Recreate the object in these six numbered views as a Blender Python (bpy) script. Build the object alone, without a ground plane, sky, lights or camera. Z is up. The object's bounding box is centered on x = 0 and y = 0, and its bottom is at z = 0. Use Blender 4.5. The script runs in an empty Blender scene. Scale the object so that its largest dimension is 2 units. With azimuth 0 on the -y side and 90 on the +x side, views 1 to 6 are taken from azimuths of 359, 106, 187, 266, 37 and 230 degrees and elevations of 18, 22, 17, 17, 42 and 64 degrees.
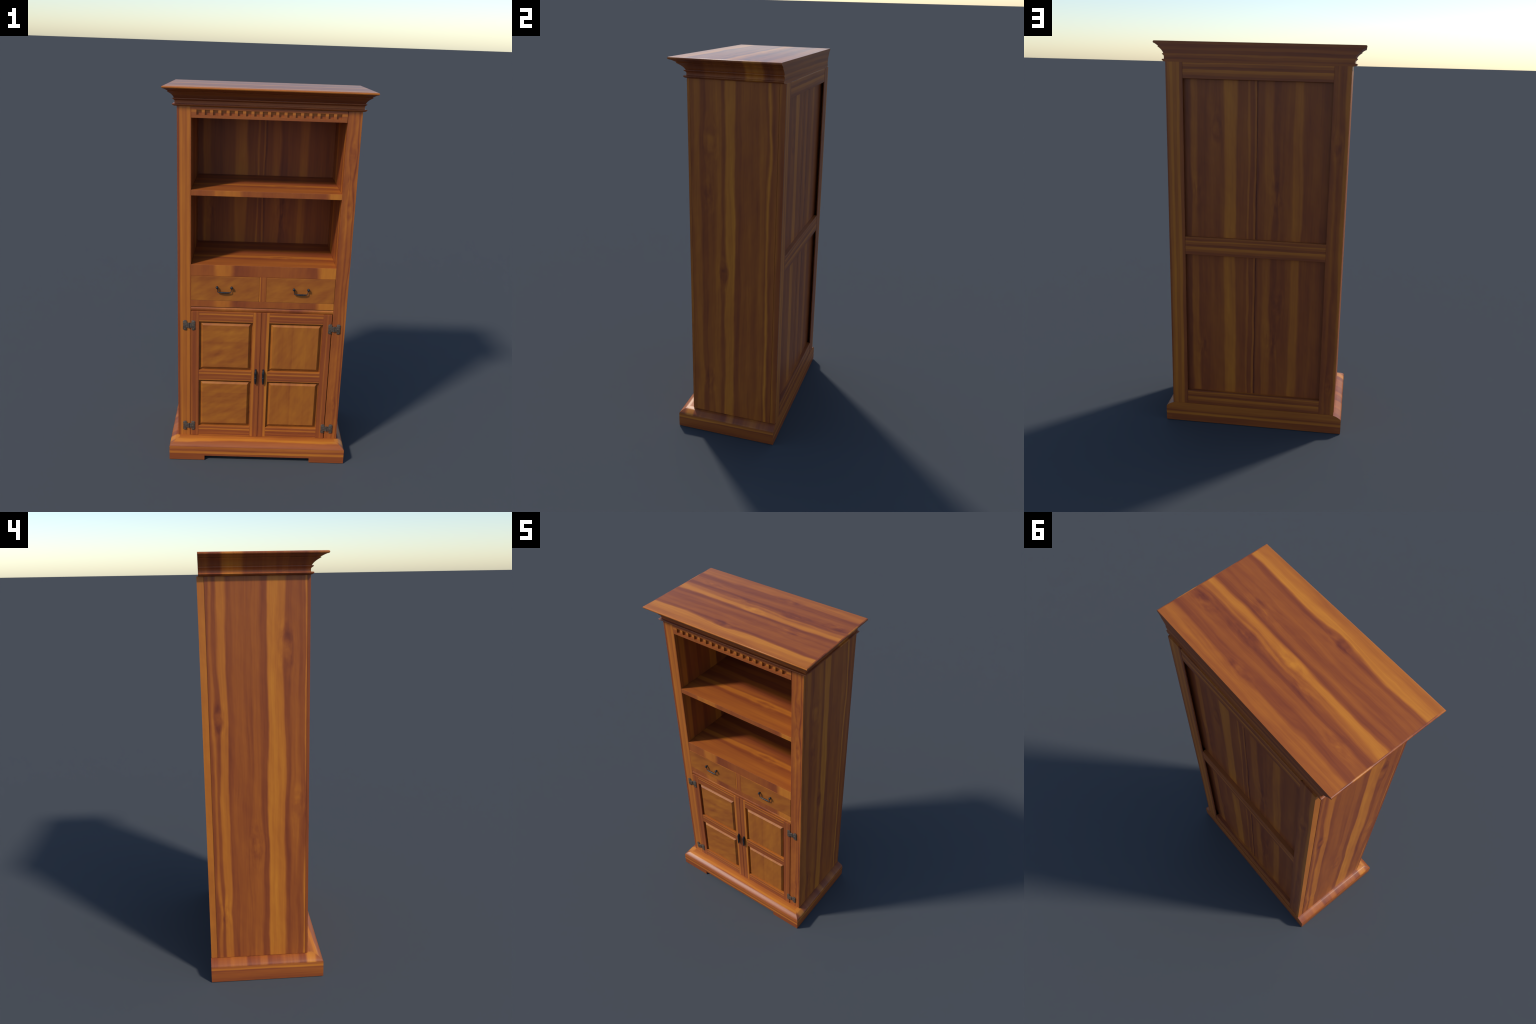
"""Tall teak display cabinet: moulded plinth, two panelled doors, two drawers,
two open shelves, dentil rail and a flared cornice.  Metres, z up, front = -y."""
import bpy, bmesh, math
from mathutils import Vector

# ------------------------------------------------------------------ sizes
XL, XR = -0.4390, 0.4430          # carcass sides
IL, IR = -0.3710, 0.3740          # inner faces of the front stiles
YF, YB = -0.2025, 0.2730          # carcass front / back
Z0, Z1 = 0.1085, 1.9060           # carcass bottom / top
PX, PY = 0.4805, 0.2755           # plinth half width / half depth
TX = 0.5020                       # top board half width
TF, TB = -0.2700, 0.2660          # top board front / back

# ------------------------------------------------------------------ materials
DARK, RED, MID, ORANGE, LIGHT = 0.14, 0.28, 0.44, 0.64, 0.88
TEAK = [(0.00, (0.165, 0.035, 0.0160)), (0.25, (0.255, 0.060, 0.0165)),
        (0.50, (0.350, 0.094, 0.0175)), (0.75, (0.465, 0.142, 0.0190)),
        (1.00, (0.585, 0.208, 0.0225))]
VENEER = [(0.00, (0.190, 0.044, 0.013)), (0.35, (0.290, 0.079, 0.0140)),
          (0.70, (0.375, 0.118, 0.0155)), (1.00, (0.450, 0.160, 0.0180))]


class Graph:
    """small helper for writing node trees as expressions"""
    def __init__(self, mat):
        mat.use_nodes = True
        self.t = mat.node_tree
        self.t.nodes.clear()
        self.out = self.t.nodes.new("ShaderNodeOutputMaterial")
        self.bsdf = self.t.nodes.new("ShaderNodeBsdfPrincipled")
        self.t.links.new(self.bsdf.outputs[0], self.out.inputs[0])

    def link(self, a, b):
        if isinstance(a, (int, float)):
            b.default_value = a
        else:
            self.t.links.new(a, b)

    def m(self, op, a, b=0.0, c=0.0):
        n = self.t.nodes.new("ShaderNodeMath")
        n.operation = op
        for s, v in zip(n.inputs, (a, b, c)):
            self.link(v, s)
        return n.outputs[0]

    def coords(self):
        tc = self.t.nodes.new("ShaderNodeTexCoord")
        s = self.t.nodes.new("ShaderNodeSeparateXYZ")
        self.t.links.new(tc.outputs["Object"], s.inputs[0])
        return dict(zip("xyz", s.outputs))

    def vec(self, x, y, z):
        n = self.t.nodes.new("ShaderNodeCombineXYZ")
        for s, v in zip(n.inputs, (x, y, z)):
            self.link(v, s)
        return n.outputs[0]

    def noise(self, v, scale=1.0, detail=2.0, rough=0.5):
        n = self.t.nodes.new("ShaderNodeTexNoise")
        n.inputs["Scale"].default_value = scale
        n.inputs["Detail"].default_value = detail
        n.inputs["Roughness"].default_value = rough
        self.t.links.new(v, n.inputs["Vector"])
        return n.outputs[0]

    def ramp(self, fac, stops, interp="LINEAR"):
        n = self.t.nodes.new("ShaderNodeValToRGB")
        cr = n.color_ramp
        cr.interpolation = interp
        stops = stops[:32]
        while len(cr.elements) < len(stops):
            cr.elements.new(0.5)
        for e, (p, c) in zip(cr.elements, sorted(stops, key=lambda s: s[0])):
            e.position = max(0.0, min(1.0, p))
            e.color = (*c, 1.0) if isinstance(c, tuple) else (c, c, c, 1.0)
        self.link(fac, n.inputs[0])
        return n.outputs[0]


def bands(spec, soft=0.012):
    """[(start, tone), ...] -> ramp stops with a short blend at each border"""
    out = []
    for i, (p, t) in enumerate(spec):
        if i == 0:
            out.append((0.0, t))
        else:
            out.append((p - soft, spec[i - 1][1]))
            out.append((p + soft, t))
    return out


def wood(name, along, across, lo, hi, spec, seed=0.0, warp=0.012, skew=0.0,
         streak=0.36, blotch=0.42, knots=(), gain=1.0, shift=0.0, soft=0.012,
         colours=TEAK, rough=0.40, figure=0.0, wave=1.0, skew_from=None):
    """solid wood: colour bands run along one axis, placed across another one"""
    mat = bpy.data.materials.new(name)
    g = Graph(mat)
    ax = g.coords()
    a, c = ax[along], ax[across]
    third = ax[({"x", "y", "z"} - {along, across}).pop()]
    span = hi - lo
    if skew:
        c = g.m("ADD", c, g.m("MULTIPLY", g.m("SUBTRACT", third, YF if skew_from is None else skew_from), skew))
    # growth waves bend every band the same way
    w1 = g.noise(g.vec(g.m("MULTIPLY", a, 1.7 * wave), g.m("MULTIPLY", c, 11.0), seed), 1.0, 1.5)
    w2 = g.noise(g.vec(g.m("MULTIPLY", a, 6.0 * wave), g.m("MULTIPLY", c, 24.0), seed + 7.3), 1.0, 2.0)
    cw = g.m("ADD", c, g.m("MULTIPLY", g.m("SUBTRACT", w1, 0.5), warp * 2.2))
    cw = g.m("ADD", cw, g.m("MULTIPLY", g.m("SUBTRACT", w2, 0.5), warp * 0.9))
    ring = eye = None
    for ka, kc, ks, kamp in knots:
        da = g.m("DIVIDE", g.m("SUBTRACT", a, ka), ks * 3.0)
        dc = g.m("DIVIDE", g.m("SUBTRACT", c, kc), ks)
        d2 = g.m("ADD", g.m("MULTIPLY", da, da), g.m("MULTIPLY", dc, dc))
        f = g.m("EXPONENT", g.m("MULTIPLY", d2, -1.0))
        cw = g.m("SUBTRACT", cw, g.m("MULTIPLY", g.m("MULTIPLY", dc, f), ks * kamp))
        r = g.m("MULTIPLY", g.m("SINE", g.m("MULTIPLY", g.m("SQRT", d2), 8.0)), f)
        ring = r if ring is None else g.m("ADD", ring, r)
        eye = f if eye is None else g.m("ADD", eye, f)
    u = g.m("DIVIDE", g.m("SUBTRACT", cw, lo), span)
    tone = g.ramp(u, bands(spec, soft))
    fine = g.noise(g.vec(g.m("MULTIPLY", a, 5.0), g.m("MULTIPLY", cw, 260.0), seed + third_seed(seed)), 1.0, 3.0, 0.6)
    med = g.noise(g.vec(g.m("MULTIPLY", a, 1.6), g.m("MULTIPLY", cw, 62.0), seed + 3.1), 1.0, 3.0, 0.6)
    blo = g.noise(g.vec(g.m("MULTIPLY", a, 2.4), g.m("MULTIPLY", c, 19.0), seed + 5.7), 1.0, 3.0, 0.55)
    t = g.m("ADD", tone, g.m("MULTIPLY", g.m("SUBTRACT", med, 0.5), streak))
    t = g.m("ADD", t, g.m("MULTIPLY", g.m("SUBTRACT", fine, 0.5), streak * 0.55))
    t = g.m("ADD", t, g.m("MULTIPLY", g.m("SUBTRACT", blo, 0.5), blotch))
    if figure:
        fg = g.noise(g.vec(g.m("ADD", g.m("MULTIPLY", a, 9.0), g.m("MULTIPLY", c, 5.0)),
                           g.m("SUBTRACT", g.m("MULTIPLY", c, 26.0), g.m("MULTIPLY", a, 12.0)), seed + 9.9), 1.0, 3.0, 0.55)
        t = g.m("ADD", t, g.m("MULTIPLY", g.m("SUBTRACT", fg, 0.5), figure))
    if ring is not None:
        t = g.m("ADD", t, g.m("MULTIPLY", ring, 0.05))
        curl = g.noise(g.vec(g.m("MULTIPLY", a, 16.0), g.m("MULTIPLY", cw, 46.0), seed + 2.2), 1.0, 3.0, 0.55)
        t = g.m("ADD", t, g.m("MULTIPLY", g.m("MULTIPLY", g.m("SUBTRACT", curl, 0.5), eye), 1.15))
    t = g.m("ADD", g.m("MULTIPLY", t, gain), shift - (0.05 if colours is TEAK else 0.0))
    col = g.ramp(t, colours)
    g.link(col, g.bsdf.inputs["Base Color"])
    rg = g.m("ADD", g.m("MULTIPLY", g.m("SUBTRACT", fine, 0.5), 0.10), rough)
    g.link(rg, g.bsdf.inputs["Roughness"])
    g.bsdf.inputs["Specular IOR Level"].default_value = 0.34
    bp = g.t.nodes.new("ShaderNodeBump")
    bp.inputs["Strength"].default_value = 0.06
    bp.inputs["Distance"].default_value = 0.001
    g.link(fine, bp.inputs["Height"])
    g.t.links.new(bp.outputs[0], g.bsdf.inputs["Normal"])
    return mat


def third_seed(s):
    return 11.0 + s * 1.7


def metal(name, c1, c2, c3, rough, metallic, scale):
    mat = bpy.data.materials.new(name)
    g = Graph(mat)
    ax = g.coords()
    v = g.vec(ax["x"], ax["y"], ax["z"])
    n = g.noise(v, scale, 4.0, 0.6)
    g.link(g.ramp(n, [(0.30, c1), (0.52, c2), (0.72, c3)]), g.bsdf.inputs["Base Color"])
    g.bsdf.inputs["Metallic"].default_value = metallic
    g.link(g.m("ADD", g.m("MULTIPLY", n, 0.2), rough - 0.1), g.bsdf.inputs["Roughness"])
    return mat


# ------------------------------------------------------------------ mesh helpers
ROOT = bpy.data.objects.new("display_cabinet", None)
bpy.context.scene.collection.objects.link(ROOT)
ROOT["label"] = "tall reddish teak display cabinet with shelves, drawers and doors"
ROOT["category"] = "display cabinet"


def add(name, bm, mats, parent=None, smooth=None):
    me = bpy.data.meshes.new(name)
    bmesh.ops.recalc_face_normals(bm, faces=bm.faces)
    bm.to_mesh(me)
    bm.free()
    ob = bpy.data.objects.new(name, me)
    bpy.context.scene.collection.objects.link(ob)
    ob.parent = parent or ROOT
    for m in (mats if isinstance(mats, (list, tuple)) else [mats]):
        me.materials.append(m)
    if smooth is not None:
        me.shade_smooth()
        me.set_sharp_from_angle(angle=math.radians(smooth))
    return ob


def copy_of(ob, loc, parent=None):
    o = ob.copy()
    o.location = loc
    bpy.context.scene.collection.objects.link(o)
    if parent:
        o.parent = parent
    return o


def box_into(bm, x0, x1, y0, y1, z0, z1, bevel=0.0, mat=0):
    vs = [bm.verts.new((x, y, z)) for x in (x0, x1) for y in (y0, y1) for z in (z0, z1)]
    idx = [(0, 1, 3, 2), (4, 6, 7, 5), (0, 4, 5, 1), (2, 3, 7, 6), (0, 2, 6, 4), (1, 5, 7, 3)]
    fs = [bm.faces.new([vs[i] for i in f]) for f in idx]
    for f in fs:
        f.material_index = mat
    if bevel:
        es = list({e for f in fs for e in f.edges})
        bmesh.ops.bevel(bm, geom=es, offset=bevel, segments=2, profile=0.6, affect="EDGES")
    return fs


def board(name, x0, x1, y0, y1, z0, z1, mats, bevel=0.0012, parent=None):
    bm = bmesh.new()
    box_into(bm, x0, x1, y0, y1, z0, z1, bevel)
    return add(name, bm, mats, parent)


def lathe_into(bm, profile, seg=20, axis="z", centre=(0, 0, 0)):
    """profile: [(radius, height)] turned about an axis"""
    rings = []
    for r, h in profile:
        ring = []
        for i in range(seg):
            t = 2 * math.pi * i / seg
            p = (r * math.cos(t), r * math.sin(t), h)
            if axis == "y":
                p = (p[0], h, p[1])
            elif axis == "x":
                p = (h, p[0], p[1])
            ring.append(bm.verts.new(Vector(p) + Vector(centre)))
        rings.append(ring)
    for a, b in zip(rings, rings[1:]):
        for i in range(seg):
            bm.faces.new((a[i], a[(i + 1) % seg], b[(i + 1) % seg], b[i]))
    bm.faces.new(rings[0])
    bm.faces.new(rings[-1][::-1])


def tube_into(bm, pts, seg=12):
    """pts: [(x, y, z, radius)] swept as a round rod"""
    P = [Vector(p[:3]) for p in pts]
    rings = []
    for i, p in enumerate(pts):
        d = (P[min(i + 1, len(P) - 1)] - P[max(i - 1, 0)]).normalized()
        n = d.cross(Vector((0, 1, 0)))
        if n.length < 1e-4:
            n = Vector((1, 0, 0))
        n.normalize()
        b = d.cross(n)
        rings.append([bm.verts.new(P[i] + p[3] * (math.cos(2 * math.pi * k / seg) * n + math.sin(2 * math.pi * k / seg) * b))
                      for k in range(seg)])
    for a, b in zip(rings, rings[1:]):
        for i in range(seg):
            bm.faces.new((a[i], a[(i + 1) % seg], b[(i + 1) % seg], b[i]))
    bm.faces.new(rings[0])
    bm.faces.new(rings[-1][::-1])


def sweep_three_sides(bm, prof, back):
    """mouldings that return along both sides; prof: [(half_x, front_y, z)]"""
    cols = []
    for hx, fy, z in prof:
        cols.append([bm.verts.new(p) for p in ((hx, back, z), (hx, fy, z), (-hx, fy, z), (-hx, back, z))])
    for a, b in zip(cols, cols[1:]):
        for i in range(3):
            f = bm.faces.new((a[i], a[i + 1], b[i + 1], b[i]))
            f.material_index = (1, 0, 1)[i]
    bm.faces.new(cols[0]).material_index = 0
    bm.faces.new(cols[-1]).material_index = 0
    loop = [c[0] for c in cols] + [c[3] for c in reversed(cols)]
    bm.faces.new(loop).material_index = 2


# ------------------------------------------------------------------ woods
D, R, M, O, L = DARK, RED, MID, ORANGE, LIGHT
BACK_BANDS = [(0, D + .06), (.04, O - .04), (.09, R), (.17, R + .10), (.276, L - .12), (.362, R + .06), (.444, O), (.449, R),
              (.488, O), (.493, D - .1), (.510, R + .06), (.555, O - .08), (.61, D + .06), (.66, R + .08), (.75, O), (.808, R + .04)]
w_top = wood("teak_top", "x", "y", -.27, .266,
             [(0, O + .04), (.06, O + .14), (.105, L), (.165, R), (.21, M), (.33, R + .06), (.40, M), (.455, R), (.505, L), (.56, O + .02),
              (.615, R + .02), (.66, D + .08), (.70, M), (.80, R), (.87, O), (.95, M + .08)],
             seed=1.0, warp=.022, knots=[(.42, .10, .035, .8), (.18, .075, .03, .7), (-.12, .07, .022, -.6), (.09, .19, .024, .8),
                                         (-.36, .12, .026, .8), (.0, .03, .03, .5), (-.05, -.17, .03, .7), (.25, -.05, .03, -.7)], streak=.40, shift=.0, figure=.16, rough=.33)
w_side_l = wood("teak_side_left", "z", "y", .243, -.199,
                [(0, R), (.03, O), (.06, R), (.10, O + .1), (.19, R), (.25, M), (.36, R + .1), (.44, M + .08), (.52, R), (.585, L), (.68, O + .12),
                 (.765, R), (.82, M + .05), (.90, R + .08), (.965, L), (.982, M)],
                seed=2.0, warp=.016, knots=[(.36, .20, .03, -.9), (1.3, .20, .03, .8), (.70, .04, .04, .5), (1.62, -.1, .04, .6), (.9, -.15, .03, .7)], soft=.010, figure=.14, streak=.42)
w_side_r = wood("teak_side_right", "z", "y", -.199, .243,
                [(0, M), (.06, O - .06), (.14, R), (.22, M), (.30, O - .06), (.37, R), (.415, O + .12), (.53, R), (.60, M), (.72, R + .1),
                 (.80, M + .06), (.88, R), (.905, L), (.935, R), (.97, M)],
                seed=3.4, warp=.018, knots=[(.32, -.10, .03, -.9), (.95, -.02, .03, .8), (1.62, -.09, .04, .9), (1.35, -.1, .03, .6)], figure=.16, streak=.42, shift=.05)
w_back_out = wood("teak_back_outside", "z", "x", .36, -.36, BACK_BANDS, seed=4.1, warp=.016, soft=.007, blotch=.5,
                  knots=[(1.28, -.10, .035, -.9), (.50, -.09, .035, -.8), (1.30, .30, .025, -.8), (.72, -.12, .03, .8), (1.6, .2, .03, .7), (.45, .28, .03, -.8)], shift=.04, gain=.92, figure=.18)
w_back_in = wood("teak_back_inside", "z", "x", -.371, .374, BACK_BANDS, seed=5.2, warp=.014, soft=.007, blotch=.5,
                 knots=[(1.28, .10, .035, -.9), (1.30, -.30, .025, -.8)], shift=.0)
w_inner = wood("teak_inner_side", "z", "y", -.2, .22,
               [(0, M), (.06, O + .1), (.14, R), (.22, M), (.36, R), (.45, M), (.60, L), (.74, R), (.85, M), (.94, R)], seed=6.3, warp=.012)
w_shelf = wood("teak_shelf", "x", "y", -.2, .222,
               [(0, M + .06), (.10, O - .04), (.20, M), (.27, R), (.31, L - .1), (.40, M), (.47, R), (.56, M), (.62, O), (.69, R), (.80, M), (.88, R)],
               seed=7.7, warp=.016, knots=[(.1, -.06, .03, .6)])
w_stile_l = wood("teak_stile_left", "z", "x", XL, IL,
                 [(0, R), (.10, R - .08), (.17, O + .02), (.27, L - .08), (.36, O + .02), (.58, O - .06), (.70, O + .08), (.93, M)],
                 seed=8.1, warp=.005, skew=-.6, blotch=.36, soft=.03, streak=.3)
w_stile_r = wood("teak_stile_right", "z", "x", IR, XR,
                 [(0, R + .1), (.15, M), (.35, M + .12), (.50, R + .06), (.62, M + .1), (.80, R - .04), (.90, O - .04)], seed=9.4, warp=.016, skew=.5,
                 knots=[(1.70, .412, .022, .9), (1.56, .408, .018, -.9), (1.42, .415, .02, .6), (.32, .41, .02, .8)], blotch=.55, soft=.04, figure=.3)
w_back_stile = wood("teak_back_stile", "z", "x", XR, .36, [(0, R), (.1, O - .06), (.25, O + .1), (.40, M + .06), (.62, O + .06), (.80, R), (.93, D + .06)],
                    seed=10.2, warp=.006, skew=.4, skew_from=YB, soft=.03, shift=.08)
w_back_stile_l = wood("teak_back_stile_dark", "z", "x", -.358, XL, [(0, R), (.25, M), (.4, D + .08), (.6, R + .06), (.8, O + .02)], seed=12.6, warp=.014, skew=.4,
                      skew_from=YB, soft=.05, knots=[(1.55, -.39, .025, .9), (.28, -.40, .02, .8)], figure=.25, shift=.05)
w_rail_back = wood("teak_back_rail", "x", "z", 0.0, 0.0925, [(0, R), (.15, M), (.30, O), (.45, D + .06), (.58, M), (.72, O), (.80, R), (.92, M)],
                   seed=13.1, warp=.008, skew=.3, skew_from=YB, streak=.45, shift=.06)
w_rail_x = wood("teak_front_rail", "z", "x", IL, IR,
                [(0, M), (.06, R + .1), (.165, O + .08), (.285, R - .06), (.40, R + .1), (.52, M), (.66, R + .12), (.80, R - .02), (.885, L)],
                seed=14.8, warp=.012, soft=.018, streak=.14, figure=.25, wave=3.0)
w_edge_x = wood("teak_shelf_edge", "z", "x", IL, IR,
                [(0, R + .1), (.15, O + .08), (.33, R + .08), (.55, M), (.70, R + .06), (.915, L - .05)],
                seed=15.8, warp=.010, soft=.014, streak=.14, figure=.2, wave=3.0)
w_dentil = wood("teak_dentil", "x", "z", 1.853, 1.906, [(0, R + .12), (.28, R + .16), (.52, L - .12), (.72, M), (.8, R)], seed=16.0, warp=.0025, soft=.03)
w_bead = wood("teak_bead", "z", "x", IL, IR, [(0, R), (.16, M + .1), (.33, M), (.45, R), (.68, D), (.80, M), (.9, O - .04)], seed=17.4, warp=.012, soft=.03,
              streak=.15, skew=0.0, figure=.2, shift=.10)
w_door_stile = wood("teak_door_stile", "z", "x", -.371, .374,
                    [(0, M), (.012, R), (.04, M), (.052, R), (.40, R), (.441, O + .1), (.459, R), (.475, M - .04), (.492, R - .04), (.508, M - .02), (.525, R),
                     (.536, L - .08), (.557, M - .1), (.90, R + .04), (.962, O - .06), (.968, R + .08)],
                    seed=18.3, warp=.003, soft=.0025, blotch=.34)
w_door_rail = wood("teak_door_rail", "x", "z", 0.0, 0.060, [(0, O), (.10, R), (.24, M), (.38, R), (.50, R), (.62, O + .12), (.75, R + .05), (.88, M), (.94, O)],
                   seed=19.9, warp=.005, soft=.03, streak=.52, blotch=.5)
w_plinth_top = wood("teak_plinth_top", "x", "y", -.2755, -.2, [(0, M - .02), (.26, R + .1), (.38, L), (.58, O + .06), (.78, O - .06)], seed=20.4, warp=.016, soft=.05)
w_plinth_side = wood("teak_plinth_side_top", "x", "y", -.2755, .2755,
                     [(0, R + .1), (.06, L), (.15, R), (.22, M), (.36, R + .04), (.44, D + .1), (.50, O), (.57, R), (.68, M + .1), (.74, O - .04), (.82, M), (.93, R)],
                     seed=21.5, warp=.012, soft=.012)
w_plinth_face = wood("teak_plinth_face", "x", "z", 0, .0865,
                     [(0, R + .04), (.30, R + .06), (.40, R), (.46, L - .1), (.58, O), (.64, R + .02), (.74, M + .08), (.86, O)], seed=22.2, warp=.007, soft=.03)
w_plinth_face_y = wood("teak_plinth_face_side", "y", "z", 0, .0865,
                       [(0, R + .02), (.2, M - .02), (.45, M), (.60, R), (.68, L - .06), (.80, M + .1)], seed=23.2, warp=.008, soft=.03)
w_cornice = wood("teak_cornice", "x", "z", 1.906, 2.0, [(0, O), (.07, R), (.12, M), (.25, R), (.33, M), (.40, R), (.55, M), (.70, R + .1), (.80, M), (.88, M), (.93, O)],
                 seed=24.4, warp=.008, soft=.02, shift=-.08)  # negative shift darkens the wood colour to match shadow under the cornice
w_cornice_side = wood("teak_cornice_side", "x", "y", -.27, .266,
                      [(0, O), (.08, M), (.16, R), (.30, M), (.50, R + .1), (.66, L - .05), (.82, R), (.92, M)], seed=25.3, warp=.006, soft=.012, shift=-.05)
w_cornice_back = wood("teak_cornice_back", "x", "z", 1.906, 2.0, [(0, M), (.08, R), (.16, M), (.26, O - .04), (.36, R), (.55, R + .14), (.7, R), (.86, R + .05), (.91, O)],
                      seed=26.6, warp=.010, soft=.02)
w_divider = wood("teak_divider", "z", "x", -.017, .0195, [(0, O + .1), (.18, R), (.35, M + .04), (.7, M)], seed=27.3, warp=.002, soft=.05)
w_drawer = wood("veneer_drawer", "x", "z", .92, 1.057, [(0, .62), (.3, .5), (.55, .62), (.8, .5)], seed=28.0, warp=.02, soft=.1, colours=VENEER,
                streak=.16, blotch=.60, figure=1.0, gain=.9, rough=.44, shift=.02)
w_panel_l = wood("veneer_door_panel", "x", "z", .16, .80,
                 [(0, .55), (.30, .48), (.348, .66), (.50, .60), (.50, .50), (.80, .46), (.823, .62), (1, .55)], seed=29.5, warp=.0015, soft=.003,
                 colours=VENEER, streak=.14, blotch=.50, figure=1.05, rough=.44)
w_panel_r = wood("veneer_door_panel_upright", "z", "x", .045, .325, [(0, .60), (.10, .55), (.42, .48), (.455, .64), (.70, .54), (.85, .60)],
                 seed=30.5, warp=.004, soft=.006, colours=VENEER, streak=.14, blotch=.70, figure=.70, rough=.44)
w_hidden = wood("teak_hidden", "z", "x", -.5, .5, [(0, R), (.5, M)], seed=31.0)
iron = metal("blackened_iron", (.016, .019, .024), (.030, .034, .041), (.050, .055, .063), .42, .60, 160)
bronze = metal("aged_bronze", (.060, .040, .030), (.092, .066, .050), (.170, .125, .072), .50, .20, 150)

# ------------------------------------------------------------------ plinth
rim = [(0, 0.0265), (0, .0800), (.0012, .0838), (.0040, .0872), (.0080, .0906), (.0135, .0945), (.0190, .0979), (.0240, .1007), (.0300, .1035),
       (.0345, .1051), (.0400, .1067), (.0450, .1079), (.0505, Z0)]
bm = bmesh.new()
sweep_three_sides(bm, [(PX - t, -PY + t, z) for t, z in rim], PY)
bm.faces.ensure_lookup_table()
for f in bm.faces:                       # vertical faces carry horizontal grain
    n, c = f.normal, f.calc_center_median()
    f.normal_update()
    n = f.normal
    if c.z < .081 and c.z > .03:
        if abs(n.x) > .9:
            f.material_index = 3
        elif c.y < -.27:
            f.material_index = 2
# side boards, back board: the skirt below the front notch line
box_into(bm, PX - .03, PX, -PY + .03, PY, 0, .0265, mat=3)
box_into(bm, -PX, -PX + .03, -PY + .03, PY, 0, .0265, mat=3)
box_into(bm, -PX + .03, PX - .03, PY - .03, PY, 0, .0265, mat=2)
plinth = add("plinth", bm, [w_plinth_top, w_plinth_side, w_plinth_face, w_plinth_face_y], smooth=28)
for x0, x1 in ((-PX, -.2880), (.2900, PX)):
    bm = bmesh.new()
    for f in box_into(bm, x0, x1, -PY, -PY + .03, 0, .0265):
        f.normal_update()
        f.material_index = 1 if abs(f.normal.x) > .9 else 0
    add("plinth_foot", bm, [w_plinth_face, w_plinth_face_y], parent=plinth)

# ------------------------------------------------------------------ carcass
board("side_panel", -.4397, IL, YF + .014, .2430, Z0, Z1, [w_side_l])
board("side_panel", IR, .4437, YF + .014, .2430, Z0, Z1, [w_side_r])
for ob in [o for o in ROOT.children if o.name.startswith("side_panel")]:
    ob.data.materials.append(w_inner)
    inward = 1 if ob.data.vertices[0].co.x < 0 else -1
    for p in ob.data.polygons:
        if p.normal.x * inward > .9:
            p.material_index = 1
board("front_stile", XL, IL, YF, YF + .0135, Z0, Z1, w_stile_l)
board("front_stile", IR, XR, YF, YF + .0135, Z0, Z1, w_stile_r)
# back stiles: a thin face plate and an outer return, hollow behind
for xa, xb, xs, m in ((.3595, .4417, 1, w_back_stile), (-.4383, -.3580, -1, w_back_stile_l)):
    bm = bmesh.new()
    box_into(bm, xa, xb, YB - .0040, YB, Z0, Z1)
    box_into(bm, xb - .0040 if xs > 0 else xa, xb if xs > 0 else xa + .0040, .2436, YB - .0040, Z0, Z1)
    box_into(bm, xa + .0045, xb - .0045, .2436, YB - .0040, Z1 - .0030, Z1)
    add("back_stile", bm, m)
rail = board("back_rail", -.3580, .3595, .2450, YB - .0008, 0, .0925, w_rail_back)
rail.location.z = .9620
bm = bmesh.new(); box_into(bm, -.3580, .3595, .2450, YB - .0008, 0, .0742, .0012)
r2 = add("back_rail", bm, w_rail_back); r2.location.z = 1.8315
bm = bmesh.new(); box_into(bm, -.3580, .3595, .2450, YB - .0008, 0, .0790, .0012)
r3 = add("back_rail", bm, w_rail_back); r3.location.z = Z0
# back panels: boards meeting at the middle, upper and lower fields
for z0, z1 in ((Z0 + .04, 1.00), (1.012, Z1 - .03)):
    board("back_panel", -.4337, -.0005, .2360, .2510, z0, z1, w_back_out)
    board("back_panel", .0005, .4370, .2360, .2510, z0, z1, w_back_out)
board("back_lining", IL - .0004, IR + .0004, .2205, .2355, Z0, Z1 - .001, w_back_in, bevel=0)
board("ceiling_board", IL, IR, YF + .016, .2200, 1.8720, 1.8850, w_hidden, bevel=0)

# ------------------------------------------------------------------ cornice and top
prof = [(.4436, -.2005, 1.9058), (.4524, -.2055, 1.9070), (.4570, -.2098, 1.9100), (.4607, -.2130, 1.9140), (.4604, -.2128, 1.9160), (.4585, -.2112, 1.9176),
        (.4500, -.2010, 1.9184), (.4496, -.2004, 1.9250), (.4500, -.2012, 1.9320), (.4525, -.2050, 1.9352), (.4570, -.2098, 1.9385),
        (.4585, -.2110, 1.9410), (.4580, -.2106, 1.9428), (.4522, -.2038, 1.9440), (.4552, -.2080, 1.9500), (.4600, -.2145, 1.9570),
        (.4655, -.2215, 1.9628), (.4715, -.2290, 1.9676), (.4800, -.2390, 1.9738), (.4792, -.2384, 1.9746), (.4768, -.2352, 1.9762), (.4806, -.2410, 1.9788), (.4860, -.2480, 1.9826),
        (.4905, -.2545, 1.9856), (.4945, -.2600, 1.9878)]
bm = bmesh.new()
sweep_three_sides(bm, prof, TB)
add("cornice", bm, [w_cornice, w_cornice_side, w_cornice_back], smooth=35)
prof = [(.4950, -.2610, 1.9879), (.4985, -.2655, 1.9888), (.5005, -.2682, 1.9903), (.5016, -.2696, 1.9925), (TX, TF, 1.9945), (.5014, -.2694, 1.9968), (.5000, -.2678, 1.9986),
        (.4975, -.2650, 1.9997), (.4950, -.2620, 2.0)]
bm = bmesh.new()
sweep_three_sides(bm, prof, TB)
for f in bm.faces:
    f.material_index = min(f.material_index, 1)
add("top_board", bm, [w_top, w_cornice_side], smooth=40)

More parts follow.
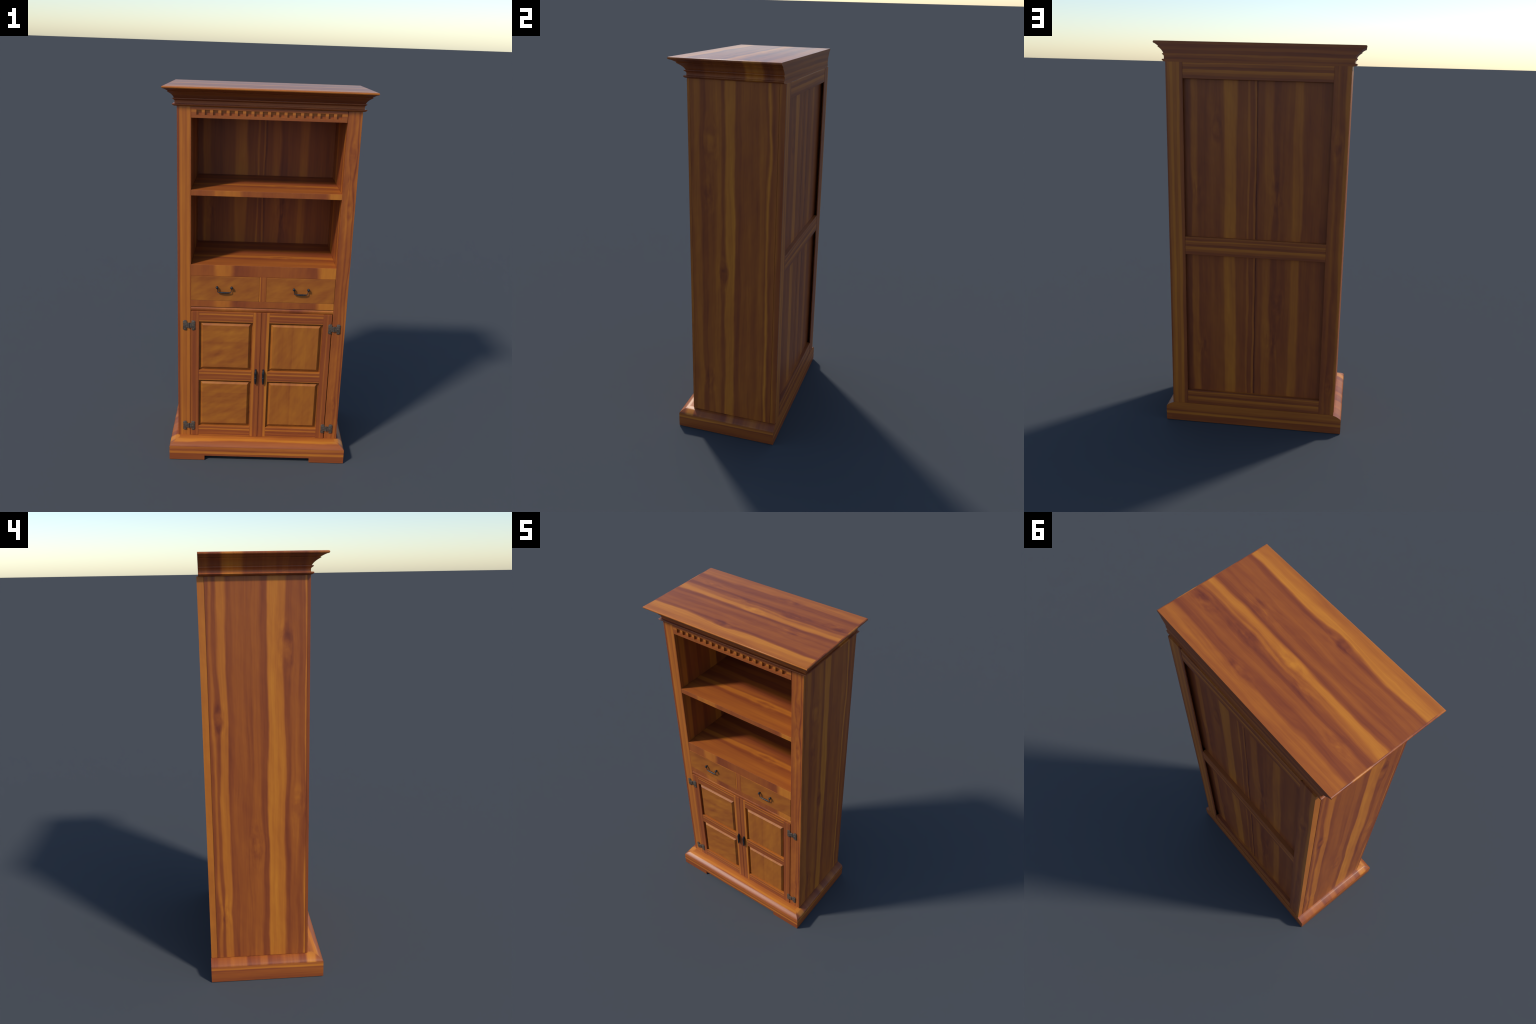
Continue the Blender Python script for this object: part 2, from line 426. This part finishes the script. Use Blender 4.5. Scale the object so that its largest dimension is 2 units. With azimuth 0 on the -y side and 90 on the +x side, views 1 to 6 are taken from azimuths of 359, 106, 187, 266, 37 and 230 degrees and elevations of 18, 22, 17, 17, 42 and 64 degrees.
# ------------------------------------------------------------------ dentil rail: strips, sunk ground and the little blocks between
DX0, DX1 = -.3706, .3718
PITCH, HOLE, FIRST = .0392, .0244, -.3455
YD = YF - .0010
bm = bmesh.new()
box_into(bm, DX0, DX1, YD, YD + .016, 1.8920, 1.9058)
box_into(bm, DX0, DX1, YD, YD + .016, 1.8535, 1.8680)
box_into(bm, DX0, DX1, YD + .0100, YD + .016, 1.8680, 1.8920)
dentil_rail = add("dentil_rail", bm, w_dentil)
bm = bmesh.new()
box_into(bm, 0, PITCH - HOLE, YD, YD + .0099, 1.8680, 1.8920)
first = add("dentil", bm, w_dentil, parent=dentil_rail)
first.location.x = FIRST + HOLE
for k in range(1, 17):
    copy_of(first, (FIRST + HOLE + k * PITCH, 0, 0))
for x0, x1 in ((DX0, FIRST), (FIRST + 17 * PITCH + HOLE, DX1)):
    bm = bmesh.new()
    box_into(bm, x0, x1, YD, YD + .0099, 1.8680, 1.8920)
    add("dentil", bm, w_dentil, parent=dentil_rail)

# ------------------------------------------------------------------ shelves and drawer section


def shelf(name, z0, z1, yb, edge):
    bm = bmesh.new()
    box_into(bm, IL + .0003, IR - .0003, YF + .0006, yb, z0, z1, .0012)
    ob = add(name, bm, [w_shelf, edge])
    for p in ob.data.polygons:
        if p.normal.y < -.7:
            p.material_index = 1
    return ob


shelf("shelf", 1.4760, 1.5045, .2200, w_edge_x)
shelf("drawer_deck", 1.0570, 1.1170, .2200, w_rail_x)
board("front_rail", IL + .0003, IR - .0003, YF - .0008, YF + .03, .8860, .9215, w_rail_x)
board("drawer_divider", -.0170, .0192, YF - .0008, YF + .03, .9217, 1.0568, w_divider, bevel=.0006)
bm = bmesh.new()                                   # half-round bead under the drawers
pts = [(YF + .0040, .8595), (YF + .0022, .8625), (YF + .0006, .8675), (YF - .0003, .8725), (YF - .0002, .8760), (YF + .0014, .8795), (YF + .0038, .8830), (YF + .0062, .8857), (YF + .02, .8858), (YF + .02, .8595)]
ends = [[bm.verts.new((x, y, z)) for y, z in pts] for x in (IL + .0003, IR - .0003)]
for i in range(len(pts)):
    j = (i + 1) % len(pts)
    bm.faces.new((ends[0][i], ends[0][j], ends[1][j], ends[1][i]))
bm.faces.new(ends[0]); bm.faces.new(ends[1])
add("bead_moulding", bm, w_bead, smooth=50)

# ------------------------------------------------------------------ drawer fronts with drop pulls
drawers = []
for x0, x1 in ((IL + .0010, -.0178), (.0200, IR - .0012)):
    drawers.append(board("drawer_front", x0, x1, YF - .0014, YF + .028, .9222, 1.0562, w_drawer, bevel=.0010))


def drawer_pull(parent):
    bm = bmesh.new()
    for s in (-1, 1):
        x = s * .0375
        # turned post: rose, neck and ball, standing out from the drawer
        prof = [(.0050, 0), (.0050, -.0012), (.0026, -.0020), (.0026, -.0048), (.0052, -.0062), (.0068, -.0085), (.0073, -.0108), (.0068, -.0132), (.0050, -.0154), (.0020, -.0166)]
        lathe_into(bm, prof, 18, "y", (x, YF - .0012, .9985))
        lathe_into(bm, [(.0020, -.0032), (.0024, 0), (.0020, .0032)], 10, "x", (x + s * .0005, YF - .0085, .9925))
    n, path = 11, []
    path += [(-.0362, YF - .0085, .9925, .0019), (-.0356, YF - .0092, .9840, .0018), (-.0345, YF - .0098, .9765, .0019), (-.0328, YF - .0100, .9728, .0021)]
    for i in range(n):
        t = -1 + 2 * i / (n - 1)
        path.append((t * .0300, YF - .0105, .9720 - .0012 * (1 - t * t), .0023 + .0020 * (1 - t * t)))
    path += [(-p[0], p[1], p[2], p[3]) for p in reversed(path[:4])]
    tube_into(bm, path)
    return add("drawer_pull", bm, iron, parent=parent, smooth=50)


pull = drawer_pull(drawers[0])
pull.location.x = -.1976
copy_of(pull, (.1990, 0, 0), drawers[1])

# ------------------------------------------------------------------ doors
ZD0, ZD1 = Z0 + .0012, .8585
RAILS = ((ZD0, .1705), (.4565, .5165), (.8020, ZD1))


def door(xa, xb, sl, sr, panel_mat):
    """xa..xb outer width, sl / sr inner edges of the stiles"""
    yf, yb = YF - .0018, YF + .024
    bm = bmesh.new()
    box_into(bm, xa, sl, yf, yb, ZD0, ZD1, .0012)
    box_into(bm, sr, xb, yf, yb, ZD0, ZD1, .0012)
    frame = add("door", bm, w_door_stile)
    for z0, z1 in RAILS:
        bm = bmesh.new()
        box_into(bm, sl, sr, yf + .0003, yb, 0, z1 - z0, .0010)
        o = add("door_rail", bm, w_door_rail, parent=frame)
        o.location.z = z0
    for z0, z1 in ((RAILS[0][1], RAILS[1][0]), (RAILS[1][1], RAILS[2][0])):
        # sunk ground plus a raised field with 45 degree chamfers
        bm = bmesh.new()
        rings = []
        for inset, depth in ((-.004, .0160), (.0104, .0160), (.0106, .0102), (.0208, .0002)):
            rings.append([bm.verts.new((x, yf + depth, z)) for x, z in
                          ((sl + inset, z0 + inset), (sr - inset, z0 + inset), (sr - inset, z1 - inset), (sl + inset, z1 - inset))])
        rings.insert(0, [bm.verts.new((v.co.x, yf + .0215, v.co.z)) for v in rings[0]])
        for a, b in zip(rings, rings[1:]):
            for i in range(4):
                bm.faces.new((a[i], a[(i + 1) % 4], b[(i + 1) % 4], b[i]))
        bm.faces.new(rings[-1]); bm.faces.new(rings[0])
        add("door_panel", bm, panel_mat, parent=frame)
    return frame


door_l = door(IL + .0012, -.0006, -.3272, -.0440, w_panel_l)
door_r = door(.0006, .3702, .0425, .3256, w_panel_r)

# turned drop handles
bm = bmesh.new()
prof = [(.0004, .5320), (.0014, .5300), (.0022, .5265), (.0040, .5240), (.0052, .5205), (.0062, .5160), (.0072, .5110), (.0072, .5060), (.0067, .4990),
        (.0062, .4930), (.0066, .4905), (.0072, .4888), (.0064, .4868), (.0056, .4850), (.0064, .4832), (.0073, .4812), (.0066, .4788), (.0058, .4770),
        (.0060, .4720), (.0062, .4660), (.0056, .4590), (.0044, .4510), (.0028, .4448), (.0006, .4420)]
lathe_into(bm, prof, 18, "z", (0, YF - .0105, 0))
lathe_into(bm, [(.0030, 0), (.0030, -.0090)], 12, "y", (0, YF - .0010, .5180))
box_into(bm, -.0050, .0050, YF - .0036, YF - .0010, .5060, .5300, .0008)
handle = add("door_handle", bm, iron, parent=door_l, smooth=45)
handle.location.x = -.0212
copy_of(handle, (.0203, 0, 0), door_r)

# ------------------------------------------------------------------ butterfly hinges


def hinge_outline():
    """right-hand leaf, drawn from the pin outwards: waist, hooked horn, scalloped end"""
    up = [(.0000, .0140), (.0120, .0138), (.0168, .0146), (.0180, .0172), (.0162, .0192), (.0128, .0205), (.0122, .0240), (.0152, .0272), (.0210, .0284),
          (.0265, .0276), (.0305, .0252), (.0328, .0212), (.0330, .0165), (.0315, .0130), (.0308, .0105), (.0322, .0065), (.0316, .0030)]
    return up + [(x, -z) for x, z in reversed(up)]


bm = bmesh.new()
for s in (-1, 1):
    ring = hinge_outline()
    lower = [bm.verts.new((s * x, 0, z)) for x, z in ring]
    mid = [bm.verts.new((s * x, -.0022, z)) for x, z in ring]
    upper = [bm.verts.new((s * (.017 + (x - .017) * .93 if x > .012 else x), -.0030, z * .95)) for x, z in ring]
    for a, b in ((lower, mid), (mid, upper)):
        for i in range(len(ring)):
            j = (i + 1) % len(ring)
            bm.faces.new((a[i], a[j], b[j], b[i]))
    bm.faces.new(upper); bm.faces.new(lower)
    for px, pz, pr in ((.0245, .0205, .0030), (.0245, -.0205, .0030), (.0185, 0, .0024)):
        lathe_into(bm, [(pr, -.0028), (pr * .85, -.0038), (pr * .4, -.0045)], 10, "y", (s * px, 0, pz))
lathe_into(bm, [(.0030, -.0152), (.0040, -.0146), (.0040, .0146), (.0030, .0152)], 16, "z", (0, -.0022, 0))
bmesh.ops.triangulate(bm, faces=[f for f in bm.faces if len(f.verts) > 8])
hinge = add("hinge", bm, bronze, smooth=40)
hinge.location = (-.3795, YF - .0016, .7790)
for loc in ((-.3795, YF - .0016, .1712), (.3855, YF - .0016, .7790), (.3845, YF - .0016, .1718)):
    copy_of(hinge, loc)
